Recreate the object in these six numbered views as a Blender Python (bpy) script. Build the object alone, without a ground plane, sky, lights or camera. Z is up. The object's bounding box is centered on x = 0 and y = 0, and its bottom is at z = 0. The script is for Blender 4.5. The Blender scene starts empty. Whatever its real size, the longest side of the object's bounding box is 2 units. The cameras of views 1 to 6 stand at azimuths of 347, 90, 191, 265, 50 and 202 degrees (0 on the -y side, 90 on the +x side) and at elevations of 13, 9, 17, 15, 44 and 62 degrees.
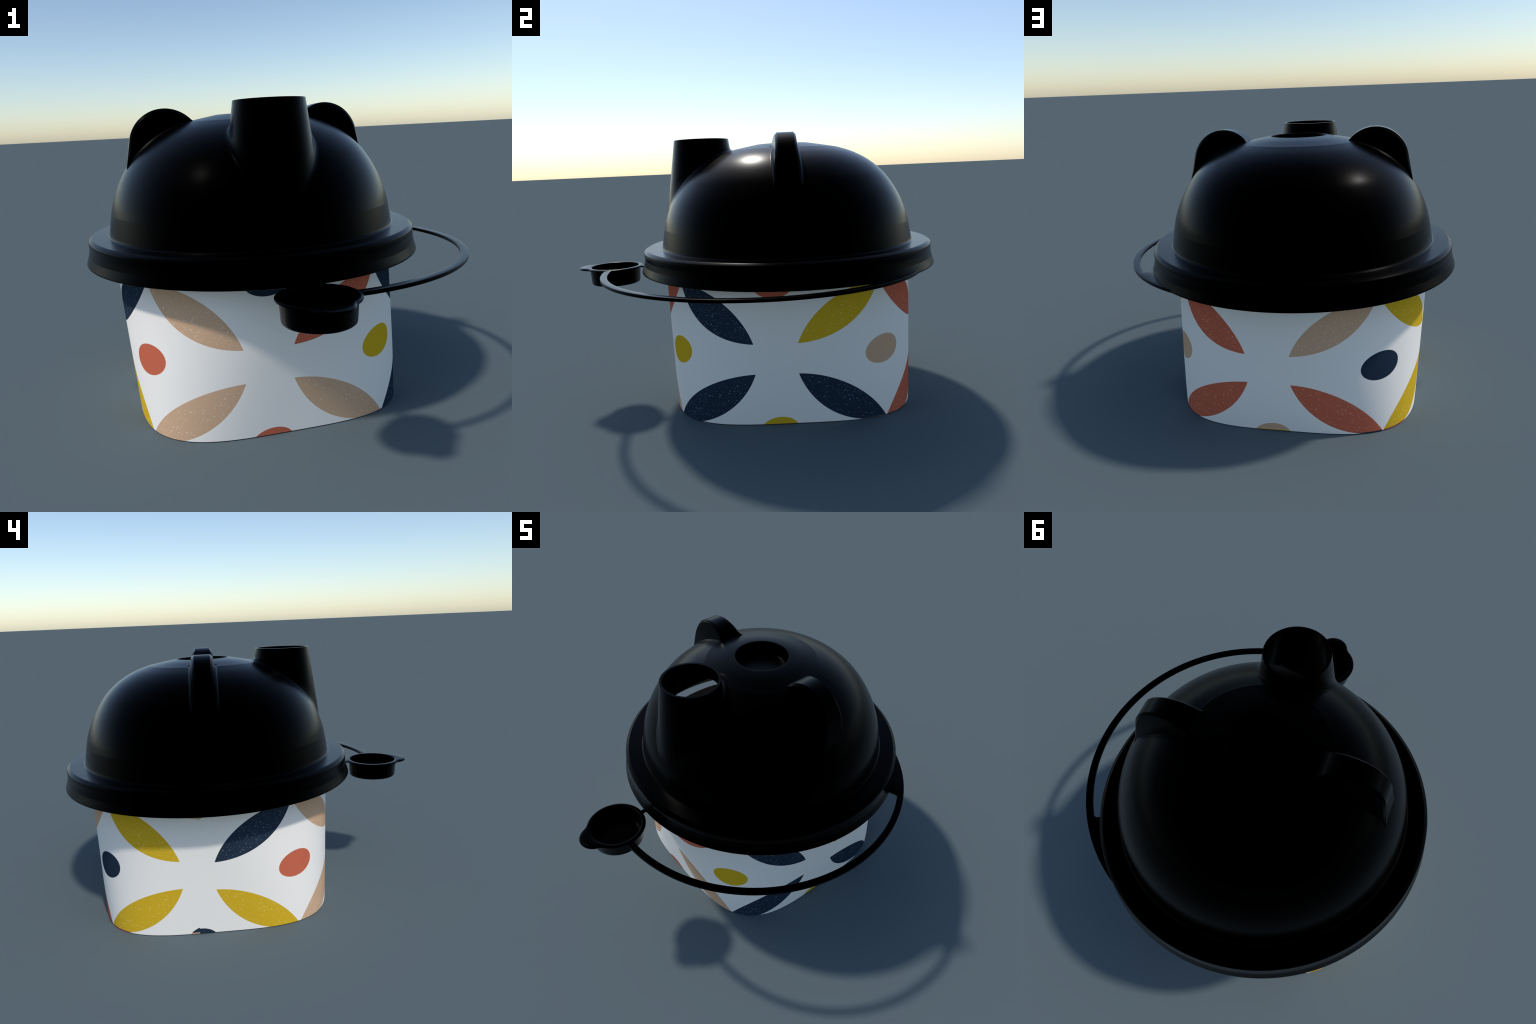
import bpy, bmesh, math
from mathutils import Vector

# ------------------------------------------------------------------ layout
AXIS = (-0.0860, 0.1868)          # common axis of tub, dome and brim
SEG = 160                          # facets round the revolved parts
CAP = (-0.0857, -0.7985)           # centre of the spout stopper
SPOUT_Y = -0.2638 - AXIS[1]        # spout axis, relative to AXIS (x offset is 0)


# ------------------------------------------------------------------ helpers
def finish(name, bm, material, sharp=None, angle=None, parent=None, loc=(0, 0, 0)):
    bmesh.ops.recalc_face_normals(bm, faces=bm.faces)
    me = bpy.data.meshes.new(name)
    for f in bm.faces:
        f.smooth = True
    for e in bm.edges:
        if len(e.link_faces) == 2:
            if sharp is not None and sharp(e):
                e.smooth = False
            if angle is not None and e.calc_face_angle(0) > angle:
                e.smooth = False
    bm.to_mesh(me)
    bm.free()
    me.materials.append(material)
    ob = bpy.data.objects.new(name, me)
    bpy.context.scene.collection.objects.link(ob)
    ob.location = loc
    if parent is not None:
        ob.parent = parent
    return ob


def hermite(points, steps):
    """Smooth curve through (a, b) control points (Catmull-Rom, chordal)."""
    out = []
    n = len(points)
    for i in range(n - 1):
        p0 = Vector(points[max(i - 1, 0)]); p1 = Vector(points[i])
        p2 = Vector(points[i + 1]); p3 = Vector(points[min(i + 2, n - 1)])
        d1 = (p2 - p1).length
        m1 = (p2 - p0) / max((p2 - p0).length, 1e-9) * d1
        m2 = (p3 - p1) / max((p3 - p1).length, 1e-9) * d1
        for s in range(steps):
            t = s / steps
            out.append((2*t**3 - 3*t*t + 1) * p1 + (t**3 - 2*t*t + t) * m1
                       + (-2*t**3 + 3*t*t) * p2 + (t**3 - t*t) * m2)
    out.append(Vector(points[-1]))
    return [(v.x, v.y) for v in out]


def rings_mesh(rings, close=False):
    """Quads between successive closed rings of equal length; a ring of one vertex is a pole."""
    bm = bmesh.new()
    vr = [[bm.verts.new(p) for p in r] for r in rings]
    pairs = list(zip(vr, vr[1:]))
    if close:
        pairs.append((vr[-1], vr[0]))
    for a, b in pairs:
        n = max(len(a), len(b))
        if n == 1:
            continue
        for i in range(n):
            j = (i + 1) % n
            if len(a) == 1:
                bm.faces.new((a[0], b[i], b[j]))
            elif len(b) == 1:
                bm.faces.new((a[i], b[0], a[j]))
            else:
                bm.faces.new((a[i], b[i], b[j], a[j]))
    return bm


def ring(r, z, n=SEG, c=(0, 0)):
    if r < 1e-6:
        return [(c[0], c[1], z)]
    return [(c[0] + r * math.cos(2*math.pi*i/n), c[1] + r * math.sin(2*math.pi*i/n), z) for i in range(n)]


# ------------------------------------------------------------------ materials
def new_material(name):
    m = bpy.data.materials.new(name)
    m.use_nodes = True
    return m, m.node_tree, m.node_tree.nodes["Principled BSDF"]


def black_gloss():
    m, nt, b = new_material("black_glossy_plastic")
    # no body colour, mirror-like only towards grazing angles
    b.inputs["Base Color"].default_value = (0.0, 0.0, 0.0, 1)
    b.inputs["Metallic"].default_value = 1.0
    b.inputs["Roughness"].default_value = BLACK_ROUGH
    return m


class Net:
    """Tiny expression builder for math node chains."""
    def __init__(self, nt):
        self.nt = nt

    def _set(self, sock, v):
        if isinstance(v, (int, float)):
            sock.default_value = v
        else:
            self.nt.links.new(v, sock)

    def math(self, op, a, b=0.0, c=None, clamp=False):
        n = self.nt.nodes.new("ShaderNodeMath")
        n.operation = op
        n.use_clamp = clamp
        self._set(n.inputs[0], a)
        self._set(n.inputs[1], b)
        if c is not None:
            self._set(n.inputs[2], c)
        return n.outputs[0]

    def add(self, a, b): return self.math("ADD", a, b)
    def sub(self, a, b): return self.math("SUBTRACT", a, b)
    def mul(self, a, b): return self.math("MULTIPLY", a, b)
    def low(self, a, b): return self.math("MINIMUM", a, b)
    def high(self, a, b): return self.math("MAXIMUM", a, b)

    def hypot(self, a, b):
        return self.math("SQRT", self.add(self.mul(a, a), self.mul(b, b)))

    def step(self, inside):
        """1 where inside > 0, softened over about a millimetre."""
        return self.math("MULTIPLY_ADD", inside, 900.0, 0.5, clamp=True)

    def mix(self, f, a, b):
        n = self.nt.nodes.new("ShaderNodeMix")
        n.data_type = "RGBA"
        self._set(n.inputs[0], f)
        for s, v in ((n.inputs[6], a), (n.inputs[7], b)):
            if isinstance(v, tuple):
                s.default_value = (*v, 1)
            else:
                self.nt.links.new(v, s)
        return n.outputs[2]

    def pick(self, k, colours):
        """colour number k of a list"""
        n = self.nt.nodes.new("ShaderNodeValToRGB")
        cr = n.color_ramp
        cr.interpolation = "CONSTANT"
        while len(cr.elements) < len(colours):
            cr.elements.new(0.5)
        for i, c in enumerate(colours):
            cr.elements[i].position = i / len(colours)
            cr.elements[i].color = (*c, 1)
        self._set(n.inputs[0], self.mul(self.add(k, 0.5), 1.0 / len(colours)))
        return n.outputs[0]


BLACK_ROUGH = 0.27
WHITE = (0.94, 0.885, 0.810)
BEIGE = (0.655, 0.420, 0.262)
RED = (0.600, 0.145, 0.080)
OCHRE = (0.700, 0.440, 0.025)
NAVY = (0.0220, 0.0365, 0.0590)


def printed_tub():
    """White tub with a band of petals: per quarter turn one X of four speckled petals, ovals between."""
    m, nt, b = new_material("printed_white_tub")
    g = Net(nt)
    tc = nt.nodes.new("ShaderNodeTexCoord")
    sep = nt.nodes.new("ShaderNodeSeparateXYZ")
    nt.links.new(tc.outputs["Object"], sep.inputs[0])
    x, y, z = sep.outputs
    az = g.mul(g.math("ARCTAN2", x, g.mul(y, -1.0)), 180 / math.pi)       # degrees, 0 = -y, 90 = +x
    # the sheet starts and ends at a slightly slanting seam in the middle of the -x side
    seam = g.math("MULTIPLY_ADD", z, 4.8, 260.95)
    turn = g.math("FRACT", g.add(g.mul(g.sub(az, seam), 1 / 360), 2.0))
    U = g.mul(g.add(g.math("MULTIPLY_ADD", turn, 360.0, seam), -260.9), 1 / 90.85)   # repeats counted from the seam
    cell = g.math("ROUND", U)
    k = g.math("MODULO", g.add(cell, 3.0), 4.0)                 # colourway: 0 = -y, 1 = +x, 2 = +y, 3 = -x
    X = g.mul(g.sub(U, cell), 90.85 * 0.0116)                   # metres along the wall from the X centre
    h = g.add(z, g.math("MULTIPLY_ADD", U, -0.0037, 0.0037))    # the print climbs a little round the tub

    def lens(c1, c2):
        d1 = g.sub(c1[2], g.hypot(g.sub(X, c1[0]), g.sub(h, c1[1])))
        d2 = g.sub(c2[2], g.hypot(g.sub(X, c2[0]), g.sub(h, c2[1])))
        return g.low(d1, d2)

    ul = lens((-0.0971, 0.8869, 0.4817), (-0.4607, 0.2949, 0.3708))
    ur = lens((0.0849, 0.8964, 0.4899), (0.4775, 0.2751, 0.3967))
    ll = lens((-0.0735, -0.2597, 0.5167), (-0.4989, 0.3993, 0.4200))
    lr = lens((0.0915, -0.2362, 0.4910), (0.4797, 0.3884, 0.3993))
    low_petals = g.high(ll, lr)

    def oval(dx, cz, rx=0.0972, rz=0.0692):
        u = g.mul(dx, 1 / rx)
        v = g.mul(g.sub(h, cz), 1 / rz)
        e = g.sub(g.add(g.mul(u, u), g.mul(v, v)), g.mul(g.mul(u, v), 0.22))
        return g.mul(g.sub(1.0, g.math("SQRT", g.high(e, 0.0))), 0.08)

    gap = g.math("FLOOR", U)
    side = oval(g.mul(g.sub(g.sub(U, gap), 0.497), 90.85 * 0.0116), 0.3323)
    bottom = oval(X, -0.0360)
    top = oval(X, 0.6990)

    # which colour each shape has in each repeat
    below = g.math("LESS_THAN", z, g.math("MULTIPLY_ADD", U, 0.0040, -0.0080))      # the next sheet starts below this line
    c_ul = g.pick(k, (BEIGE, NAVY, RED, OCHRE))
    c_ur = g.pick(k, (RED, OCHRE, BEIGE, NAVY))
    c_low = g.pick(k, (BEIGE, NAVY, RED, OCHRE))
    c_low = g.mix(below, c_low, g.pick(k, (RED, BEIGE, NAVY, RED)))
    c_bottom = g.pick(k, (RED, OCHRE, BEIGE, NAVY))
    c_bottom = g.mix(below, c_bottom, g.pick(k, (NAVY, RED, OCHRE, BEIGE)))
    c_top = g.pick(k, (NAVY, RED, OCHRE, BEIGE))
    c_side = g.pick(gap, (RED, OCHRE, BEIGE, NAVY))

    col = g.mix(g.step(side), WHITE, c_side)
    col = g.mix(g.step(bottom), col, c_bottom)
    col = g.mix(g.step(top), col, c_top)
    pet = g.mix(g.step(ul), c_low, c_ul)
    pet = g.mix(g.step(ur), pet, c_ur)

    # pale speckles inside the petals, the same in each quarter
    comb = nt.nodes.new("ShaderNodeCombineXYZ")
    for i, s in enumerate((X, h)):
        nt.links.new(s, comb.inputs[i])
    inside = g.high(g.high(ul, ur), low_petals)
    speck = None
    for scale, big, power, off in ((64.0, 0.26, 3.0, 0.0), (100.0, 0.22, 3.5, 3.7), (38.0, 0.14, 7.0, 8.1)):
        mp = nt.nodes.new("ShaderNodeMapping")
        mp.inputs["Location"].default_value = (off, off * 0.6, 0)
        mp.inputs["Rotation"].default_value = (0, 0, 0.4 + off)
        mp.inputs["Scale"].default_value = (1.0, 1.35, 1.0)
        nt.links.new(comb.outputs[0], mp.inputs[0])
        vo = nt.nodes.new("ShaderNodeTexVoronoi")
        vo.voronoi_dimensions = "2D"
        vo.inputs["Scale"].default_value = scale
        nt.links.new(mp.outputs[0], vo.inputs["Vector"])
        sr = nt.nodes.new("ShaderNodeSeparateColor")
        nt.links.new(vo.outputs["Color"], sr.inputs[0])
        radius = g.mul(g.math("POWER", sr.outputs[0], power), big)
        s = g.math("MULTIPLY", g.math("MULTIPLY_ADD", g.sub(radius, vo.outputs["Distance"]), 22.0, 0.3, clamp=True),
                   g.math("MULTIPLY_ADD", sr.outputs[1], 0.5, 0.5))
        speck = s if speck is None else g.high(speck, s)
    speck = g.mul(speck, g.math("MULTIPLY", inside, 90.0, clamp=True))
    gam = nt.nodes.new("ShaderNodeGamma")                       # speckles: a paler tint of the petal's own hue
    gam.inputs[1].default_value = 0.45
    nt.links.new(pet, gam.inputs[0])
    pet = g.mix(speck, pet, gam.outputs[0])
    col = g.mix(g.step(inside), col, pet)

    # the print sits on the outer wall only; rim, inside and base stay white
    r = g.hypot(x, y)
    nt.links.new(col, b.inputs["Base Color"])
    b.inputs["Roughness"].default_value = 0.75
    b.inputs["Specular IOR Level"].default_value = 0.0
    return m


def plain_white():
    m, nt, b = new_material("white_tub_inside")
    b.inputs["Base Color"].default_value = (*WHITE, 1)
    b.inputs["Roughness"].default_value = 0.75
    b.inputs["Specular IOR Level"].default_value = 0.0
    return m


BLACK = black_gloss()
PRINT = printed_tub()
INSIDE = plain_white()

root = bpy.data.objects.new("bear_lid_snack_tub", None)
bpy.context.scene.collection.objects.link(root)
root.location = (AXIS[0], AXIS[1], 0)
root["label"] = "white petal-print tub with glossy black bear-eared dome lid and spout"
root["category"] = "snack tub"


# ------------------------------------------------------------------ tub
def tub_half(z):
    return 0.6261 + 0.0799 * z - 0.0095 * z * z


def tub_power(z):
    return max(2.0, 3.6003 - 3.238 * z + 1.4416 * z * z)


def tub_ring(z, inset=0.0, n=256):
    """Rounded square at the base that grows into a circle under the lid."""
    zz = min(max(z, 0.0), 0.74)
    a, p = tub_half(zz), tub_power(zz)
    pts = []
    for i in range(n):
        t = 2 * math.pi * i / n
        c, s = math.cos(t), math.sin(t)
        r = a / (abs(c) ** p + abs(s) ** p) ** (1 / p) - inset
        pts.append((r * c, r * s / (0.992 + 0.0041 * zz), z))
    return pts


wall = [tub_ring(0.0, 0.30)] + [tub_ring(0.0, 0.0015)] + [tub_ring(0.0015 + 0.6985 * i / 48) for i in range(49)]
wall.insert(0, [(0, 0, 0.0)])
bm = rings_mesh(wall)
TUB_AT = (-0.0024, -0.0025, 0)
finish("tub", bm, PRINT, angle=math.radians(40), parent=root, loc=TUB_AT)
# thin upstanding rim inside the lid, and the inside of the tub
collar = [tub_ring(0.700), tub_ring(0.738, -0.0005), tub_ring(0.7400, 0.0010), tub_ring(0.7400, 0.0030), tub_ring(0.7380, 0.0050), tub_ring(0.70, 0.006)]
finish("tub_rim", rings_mesh(collar), INSIDE, angle=math.radians(40), parent=root, loc=TUB_AT)
liner = [tub_ring(0.70 - 0.69 * i / 20, 0.006) for i in range(21)] + [tub_ring(0.006, 0.02), [(0, 0, 0.006)]]
finish("tub_inside", rings_mesh(liner), INSIDE, angle=math.radians(40), parent=root, loc=TUB_AT)


# ------------------------------------------------------------------ lid dome
LOWER = [(0.702, 0.8150), (0.6972, 0.8168), (0.6950, 0.8210), (0.6935, 0.8280), (0.6776, 0.9195)]
UPPER = hermite([(0.6776, 0.9195), (0.6660, 0.9659), (0.6499, 1.0115), (0.6307, 1.0553), (0.6081, 1.0970), (0.5823, 1.1370),
                 (0.5540, 1.1747), (0.5220, 1.2077), (0.4870, 1.2376), (0.4480, 1.2646), (0.4065, 1.2873), (0.3640, 1.3059), (0.302, 1.3266)], 4)
CROWN = [(0.302, 1.3266), (0.225, 1.3414), (0.1465, 1.3556)]
OUTER = LOWER + UPPER[1:] + CROWN[1:]


def dome_r(z):
    for (r0, z0), (r1, z1) in zip(OUTER, OUTER[1:]):
        if z0 <= z <= z1:
            return r0 + (r1 - r0) * (z - z0) / (z1 - z0)
    return OUTER[0][0] if z < OUTER[0][1] else OUTER[-1][0]


def dome_z(r):
    for (r0, z0), (r1, z1) in zip(OUTER, OUTER[1:]):
        if r1 <= r <= r0:
            return z0 + (z1 - z0) * (r0 - r) / (r0 - r1)
    return OUTER[-1][1] if r < OUTER[-1][0] else OUTER[0][1]


recess = [(0.1445, 1.3555), (0.1430, 1.3540), (0.1424, 1.3500), (0.1408, 1.2910), (0.1400, 1.2860), (0.1370, 1.2835), (0.1320, 1.2825), (0.0, 1.2825),
          (0.0, 1.2730), (0.142, 1.2730), (0.150, 1.2800), (0.155, 1.3440)]
SHELL = 0.009
inner = []
for (r0, z0), (r1, z1) in zip(OUTER[3:-1:2], OUTER[4::2]):
    d = math.hypot(r1 - r0, z1 - z0)
    nx, nz = (z1 - z0) / d, (r0 - r1) / d
    inner.append((r0 - SHELL * nx, z0 - SHELL * nz))
inner = [p for p in reversed(inner) if p[0] > 0.175] + [(0.684, 0.8150)]
profile = OUTER + recess + inner
dome_bm = rings_mesh([ring(r, z) for r, z in profile], close=True)


def on_ring(e, r, z):
    a, b = e.verts[0].co, e.verts[1].co
    return abs(a.z - z) < 1e-4 and abs(b.z - z) < 1e-4 and abs(math.hypot(a.x, a.y) - r) < 2e-3


def dome_sharp(e):
    return any(on_ring(e, r, z) for r, z in ((0.6776, 0.9195), (0.302, 1.3266)))


dome = finish("lid_dome", dome_bm, BLACK, sharp=dome_sharp, angle=math.radians(50), parent=root)

# opening for the spout, cut through the shell only
SR, SZ, SK = 0.1503, 1.3955, 0.1467         # rim radius, rim height, widening per metre down


def spout_r(z):
    return SR + SK * (SZ - z)


cut = bmesh.new()
bmesh.ops.create_cone(cut, cap_ends=True, segments=96, radius1=spout_r(0.93) - 0.006, radius2=spout_r(1.45) - 0.006, depth=0.52)
bmesh.ops.translate(cut, verts=cut.verts, vec=(0, SPOUT_Y, 1.19))
# leave the recess cup and the front wall below the spout alone
cutter = finish("spout_cutter", cut, BLACK)
mod = dome.modifiers.new("spout_hole", "BOOLEAN")
mod.operation, mod.solver, mod.object = "DIFFERENCE", "EXACT", cutter
cutter.location = root.location
bpy.context.view_layer.update()
done = bpy.data.meshes.new_from_object(dome.evaluated_get(bpy.context.evaluated_depsgraph_get()))
dome.modifiers.clear()
dome.data = done
bm = bmesh.new()                            # drop the hidden joint face against the brim
bm.from_mesh(done)
bmesh.ops.delete(bm, geom=[f for f in bm.faces if all(abs(v.co.z - 0.8150) < 1e-5 for v in f.verts)], context="FACES")
bm.to_mesh(done)
bm.free()
bpy.data.objects.remove(cutter)

# ------------------------------------------------------------------ brim
BRIM = [(0.702, 0.8150), (0.7768, 0.8150), (0.7778, 0.8145), (0.7912, 0.8064), (0.7938, 0.8040), (0.7955, 0.7995),
        (0.7950, 0.7820), (0.7945, 0.7670), (0.7964, 0.7520), (0.7992, 0.7360), (0.8042, 0.7195), (0.8098, 0.7025), (0.8114, 0.6980), (0.8116, 0.6955),
        (0.8104, 0.6935), (0.8080, 0.6925), (0.8020, 0.6925),
        (0.7990, 0.6945), (0.7960, 0.7000), (0.7830, 0.7380), (0.7800, 0.7860), (0.770, 0.7915), (0.695, 0.7925), (0.686, 0.7990), (0.684, 0.8150)]
brim_bm = rings_mesh([ring(r, z) for r, z in BRIM])
brim = finish("brim", brim_bm, BLACK,
              sharp=lambda e: any(on_ring(e, r, z) for r, z in ((0.7768, 0.8150), (0.7945, 0.7670), (0.7992, 0.7360))),
              angle=math.radians(45), parent=root)


# ------------------------------------------------------------------ spout
def smooth(t):
    t = min(max(t, 0.0), 1.0)
    return t * t * (3 - 2 * t)


def spout_meets(a, shrink=0.0):
    """Height where the outer cone meets the dome in direction a."""
    lo, hi = 0.93, 1.36
    f = lambda z: math.hypot((spout_r(z) - shrink) * math.cos(a), SPOUT_Y + (spout_r(z) - shrink) * math.sin(a)) - dome_r(z)
    if f(lo) > 0:
        return lo
    for _ in range(40):
        mid = (lo + hi) / 2
        if f(mid) > 0:
            hi = mid
        else:
            lo = mid
    return (lo + hi) / 2


def spout_point(a, r, z):
    return Vector((r * math.cos(a), SPOUT_Y + r * math.sin(a), z))


def outward(p):
    """Unit normal of the dome next to p."""
    r = math.hypot(p.x, p.y)
    s = (dome_r(p.z + 0.004) - dome_r(p.z - 0.004)) / 0.008
    n = Vector((p.x / r, p.y / r, -s))
    return n.normalized()


NS = 128
BORE = 0.075                                # widening of the bore per metre down
angles = [2 * math.pi * i / NS for i in range(NS)]
rows = []
# outside, from the rim down to the top of the fillet, then the fillet out onto the dome
FIL = 0.020
foot = []
for a in angles:
    z = spout_meets(a)
    p = spout_point(a, spout_r(z), z)
    n = outward(p)
    cone_n = Vector((math.cos(a), math.sin(a), SK)).normalized()
    bend = math.degrees(math.acos(max(-1, min(1, n.dot(cone_n)))))
    f = FIL * smooth(bend / 40)
    away = (cone_n - n * cone_n.dot(n))
    away = away.normalized() if away.length > 1e-3 else Vector((0, 0, -1))
    up = (n - cone_n * n.dot(cone_n))
    up = up.normalized() if up.length > 1e-3 else Vector((0, 0, 1))
    foot.append((p, f, up, away, n))
top = [(SR - 0.0115, SZ), (SR, SZ)]
rows += [[spout_point(a, r, z) for a in angles] for r, z in top]
starts = []
for a, (p, f, up, away, n) in zip(angles, foot):
    starts.append(p + up * f)
for j in range(1, 13):
    row = []
    for a, s in zip(angles, starts):
        z = SZ + (s.z - SZ) * j / 12
        row.append(spout_point(a, spout_r(z), z) if j < 12 else s)
    rows.append(row)
for j in range(1, 6):
    t = j / 5
    row = []
    for p, f, up, away, n in foot:
        a0, c0, b0 = p + up * f, p + n * 0.001, p + away * f * 1.1
        r = math.hypot(b0.x, b0.y)
        b0 = Vector((b0.x, b0.y, b0.z)) - n * 0.0008
        row.append((1 - t) ** 2 * a0 + 2 * t * (1 - t) * c0 + t * t * b0)
    rows.append(row)
rows.append([p + away * f * 1.1 - n * 0.005 for p, f, up, away, n in foot])
# inside of the tube, from inside the shell back to the rim
inside_low = [spout_meets(a, 0.012) for a in angles]
for j in range(0, 11):
    row = []
    for a, zl in zip(angles, inside_low):
        z0 = zl - 0.004
        z = z0 + (SZ - z0) * j / 11
        row.append(spout_point(a, SR - 0.0115 + BORE * (SZ - z), z))
    rows.append(row)
spout = finish("spout", rings_mesh(rows, close=True), BLACK, angle=math.radians(55), parent=root)


# ------------------------------------------------------------------ ears
EAR_C, EAR_R = (0.395, 1.2250), 0.1690
EAR_IN, EAR_TIP = 0.2640, 0.5860             # where the ear leaves and meets the dome, seen from the front
FOOT, CHAMFER = 0.009, 0.012


def resample(pts, n):
    d = [0.0]
    for p, q in zip(pts, pts[1:]):
        d.append(d[-1] + math.hypot(q[0] - p[0], q[1] - p[1]))
    out, j = [], 0
    for i in range(n):
        t = d[-1] * i / (n - 1)
        while j < len(pts) - 2 and d[j + 1] < t:
            j += 1
        f = (t - d[j]) / max(d[j + 1] - d[j], 1e-9)
        out.append((pts[j][0] + (pts[j + 1][0] - pts[j][0]) * f, pts[j][1] + (pts[j + 1][1] - pts[j][1]) * f))
    return out


def ear_half(d, foot=FOOT):
    """Half thickness at distance d above the dome: drafted sides plus a rounded foot."""
    t = 0.0490 + 0.18 * (0.10 - min(max(d, 0.0), 0.10))
    if d < foot:
        u = 1 - max(d, 0.0) / foot
        t += foot * (1 - math.sqrt(max(0.0, 1 - u * u)))
    return t


def build_ear(n=64):
    a0, a1 = math.radians(9), math.radians(139.5)
    crest = [(EAR_TIP, dome_z(EAR_TIP)), (0.5745, 1.1850)]
    crest += [(EAR_C[0] + EAR_R * math.cos(a0 + (a1 - a0) * i / 40), EAR_C[1] + EAR_R * math.sin(a0 + (a1 - a0) * i / 40)) for i in range(41)]
    crest += [(EAR_IN, dome_z(EAR_IN))]
    crest = resample(crest, n)
    base = resample([(r, dome_z(r)) for r in [EAR_TIP + (EAR_IN - EAR_TIP) * i / 60 for i in range(61)]], n)
    sections = []
    for (bx, bz), (cx, cz) in zip(base, crest):
        h = math.hypot(cx - bx, cz - bz)
        ux, uz = ((cx - bx) / h, (cz - bz) / h) if h > 1e-4 else (0.3, 0.95)
        ch = min(CHAMFER, 0.45 * h)
        levels = [-0.014, 0.0]
        levels += [min(FOOT * f, 0.8 * h) for f in (0.06, 0.16, 0.32, 0.52, 0.76, 1.0)]
        body = h - ch
        start = levels[-1]
        levels += [start + (body - start) * f for f in (0.25, 0.5, 0.75, 1.0)]
        half = []
        for d in levels:
            half.append((d, ear_half(d, FOOT * min(1.0, h / 0.03) + 1e-5)))
        half.append((h, ear_half(h) - ch * 0.80))
        side = []
        for d, t in half:
            px, pz = bx + ux * d, bz + uz * d
            w = max(0.0, 1 - max(d, 0) / 0.03)
            pz -= w * (dome_z(abs(px)) - dome_z(math.hypot(px, t))) if d < 0.03 else 0.0
            side.append((px, t, pz))
        sections.append([(x, -y, z) for x, y, z in side] + [(x, y, z) for x, y, z in reversed(side)])
    bm = bmesh.new()
    vs = [[bm.verts.new(p) for p in sec] for sec in sections]
    for a, b in zip(vs, vs[1:]):
        for i in range(len(a) - 1):
            bm.faces.new((a[i], a[i + 1], b[i + 1], b[i]))
        bm.faces.new((a[-1], a[0], b[0], b[-1]))
    bm.faces.new(vs[0])
    bm.faces.new(list(reversed(vs[-1])))
    return bm


ear = finish("ear", build_ear(), BLACK, angle=math.radians(24), parent=root)
twin = ear.copy()
twin.name = "ear.001"
bpy.context.scene.collection.objects.link(twin)
twin.rotation_euler = (0, 0, math.pi)


# ------------------------------------------------------------------ stopper cap with finger tab
RIM_R, TAB_C, TAB_R = 0.1545, -0.1210, 0.0805


def cap_edge(a):
    """Outline of the round collar blended with the round tab, by marching outwards."""
    d = Vector((math.cos(a), math.sin(a)))
    def f(t):
        p = d * t
        d1 = p.length - RIM_R
        d2 = (p - Vector((0, TAB_C))).length - TAB_R
        k = 0.016
        h = max(k - abs(d1 - d2), 0) / k
        return min(d1, d2) - h * h * k * 0.25
    lo, hi = 0.12, 0.25
    for _ in range(40):
        mid = (lo + hi) / 2
        if f(mid) > 0:
            hi = mid
        else:
            lo = mid
    return lo


NC = 144
edge = [cap_edge(2 * math.pi * i / NC) for i in range(NC)]


def cap_ring(z, r=None, inset=0.0):
    out = []
    for i in range(NC):
        a = 2 * math.pi * i / NC
        q = edge[i] - inset if r is None else r
        out.append((q * math.cos(a), q * math.sin(a), z))
    return out


cap_rows = [[(0, 0, 0.6120)], cap_ring(0.6120, 0.1200), cap_ring(0.6135, 0.1285), cap_ring(0.6175, 0.1330), cap_ring(0.6240, 0.1345),
            cap_ring(0.6880, 0.1385), cap_ring(0.6945, 0.1400), cap_ring(0.6968, 0.1435),
            cap_ring(0.6972, None, 0.0045), cap_ring(0.6990, None, 0.0010), cap_ring(0.7020, None, 0.0), cap_ring(0.7050, None, 0.0004),
            cap_ring(0.7086, None, 0.0055), cap_ring(0.7095, None, 0.0085),
            cap_ring(0.7095, 0.1345), cap_ring(0.7080, 0.1322), cap_ring(0.7000, 0.1310), cap_ring(0.6400, 0.1270), cap_ring(0.6310, 0.1200), [(0, 0, 0.6300)]]
cap = finish("stopper_cap", rings_mesh(cap_rows), BLACK, angle=math.radians(38), parent=root,
             loc=(CAP[0] - AXIS[0], CAP[1] - AXIS[1], 0))

# ------------------------------------------------------------------ strap
ST_C = Vector((0.0357 - AXIS[0], 0.0425 - AXIS[1]))
ST_OUT, ST_IN = 0.8600, 0.8250
BR = 0.8030                                           # where the strap root runs inside the brim


def arc(c, r, a0, a1, n):
    return [Vector((c.x + r * math.cos(a0 + (a1 - a0) * i / n), c.y + r * math.sin(a0 + (a1 - a0) * i / n))) for i in range(n + 1)]


cap_c = Vector((CAP[0] - AXIS[0], CAP[1] - AXIS[1]))


def angle_where(r, test, a0, a1):
    n = 4000
    for i in range(n + 1):
        a = a0 + (a1 - a0) * i / n
        if test(Vector((ST_C.x + r * math.cos(a), ST_C.y + r * math.sin(a)))):
            return a
    return a1


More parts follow.
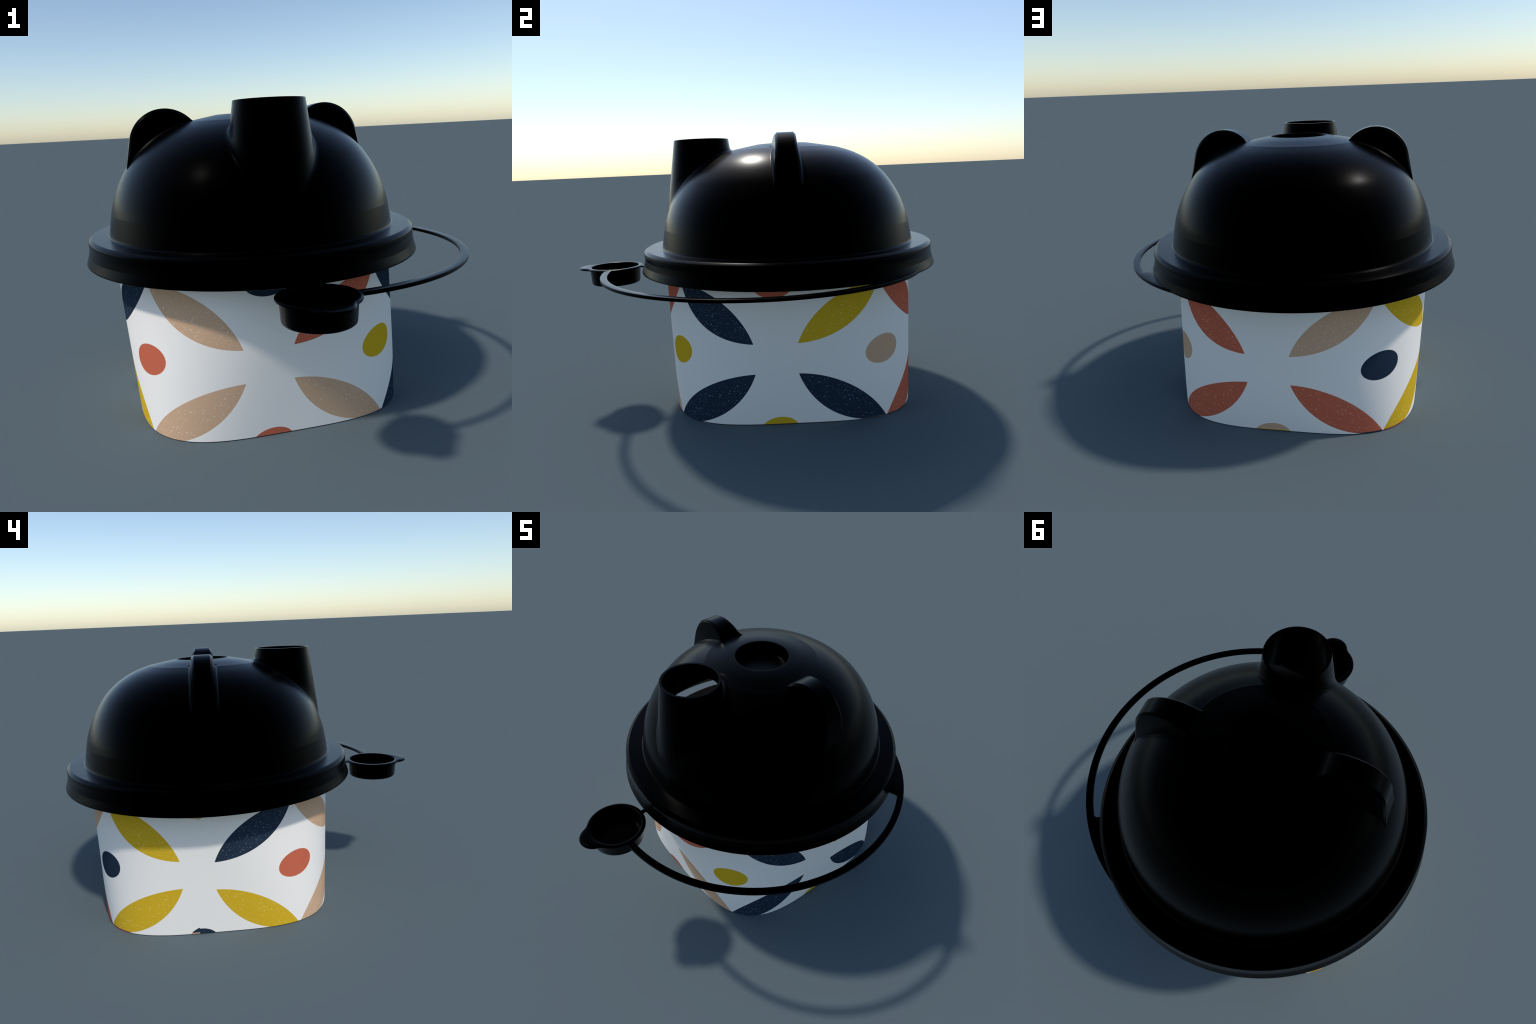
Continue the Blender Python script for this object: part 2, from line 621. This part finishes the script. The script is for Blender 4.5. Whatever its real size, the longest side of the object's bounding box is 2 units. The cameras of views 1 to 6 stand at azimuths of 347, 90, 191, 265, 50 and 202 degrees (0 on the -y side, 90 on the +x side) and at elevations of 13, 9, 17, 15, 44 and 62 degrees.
in_cap = lambda p: (p - cap_c).length < 0.1440
a_out0 = angle_where(ST_OUT, in_cap, math.radians(-40), math.radians(-120))
a_in0 = angle_where(ST_IN, in_cap, math.radians(-40), math.radians(-120))
in_brim = lambda p: p.length < BR
a_out1 = angle_where(ST_OUT, in_brim, math.radians(20), math.radians(90))
a_in1 = math.radians(35.5)                            # where the slot starts to close
outline = arc(ST_C, ST_OUT, a_out0, a_out1, 110)
end_dir = math.atan2(outline[-1].y, outline[-1].x)
slot_r = 0.024
s0 = Vector((ST_C.x + (ST_IN) * math.cos(a_in1), ST_C.y + ST_IN * math.sin(a_in1)))
nrm = Vector((math.cos(a_in1), math.sin(a_in1)))
sc = s0 - nrm * slot_r                                # centre of the rounded slot end
slot = arc(sc, slot_r, a_in1, a_in1 + math.radians(102), 14)
last = slot[-1]
end2 = math.atan2(last.y, last.x) + 0.012
outline += [Vector((BR * math.cos(end_dir + (end2 - end_dir) * t), BR * math.sin(end_dir + (end2 - end_dir) * t))) for t in (0.15, 0.4, 0.7, 1.0)]
outline += list(reversed(slot))
outline += arc(ST_C, ST_IN, a_in1, a_in0, 100)[1:]
clean = [outline[0]]
for p in outline[1:]:
    if (p - clean[-1]).length > 1e-4:
        clean.append(p)
bm = bmesh.new()
lowv = [bm.verts.new((p.x, p.y, 0.6915)) for p in clean]
topv = [bm.verts.new((p.x, p.y, 0.7062)) for p in clean]
bm.faces.new(list(reversed(lowv)))
tf = bm.faces.new(topv)
n = len(clean)
for i in range(n):
    j = (i + 1) % n
    bm.faces.new((lowv[i], lowv[j], topv[j], topv[i]))
bm.normal_update()
bmesh.ops.bevel(bm, geom=[e for e in tf.edges], offset=0.0065, offset_type="OFFSET", segments=3, profile=0.5, affect="EDGES", clamp_overlap=True)
bmesh.ops.triangulate(bm, faces=[f for f in bm.faces if len(f.verts) > 4])
strap = finish("strap", bm, BLACK, angle=math.radians(40), parent=root)

# short moulded link between cap collar and brim
bm = bmesh.new()
bmesh.ops.create_cube(bm, size=1.0)
bmesh.ops.scale(bm, verts=bm.verts, vec=(0.024, 0.046, 0.009))
bmesh.ops.bevel(bm, geom=list(bm.edges), offset=0.002, segments=2, affect="EDGES")
finish("link_tab", bm, BLACK, angle=math.radians(40), parent=root, loc=(0.0015, -0.6320 - AXIS[1], 0.7005))
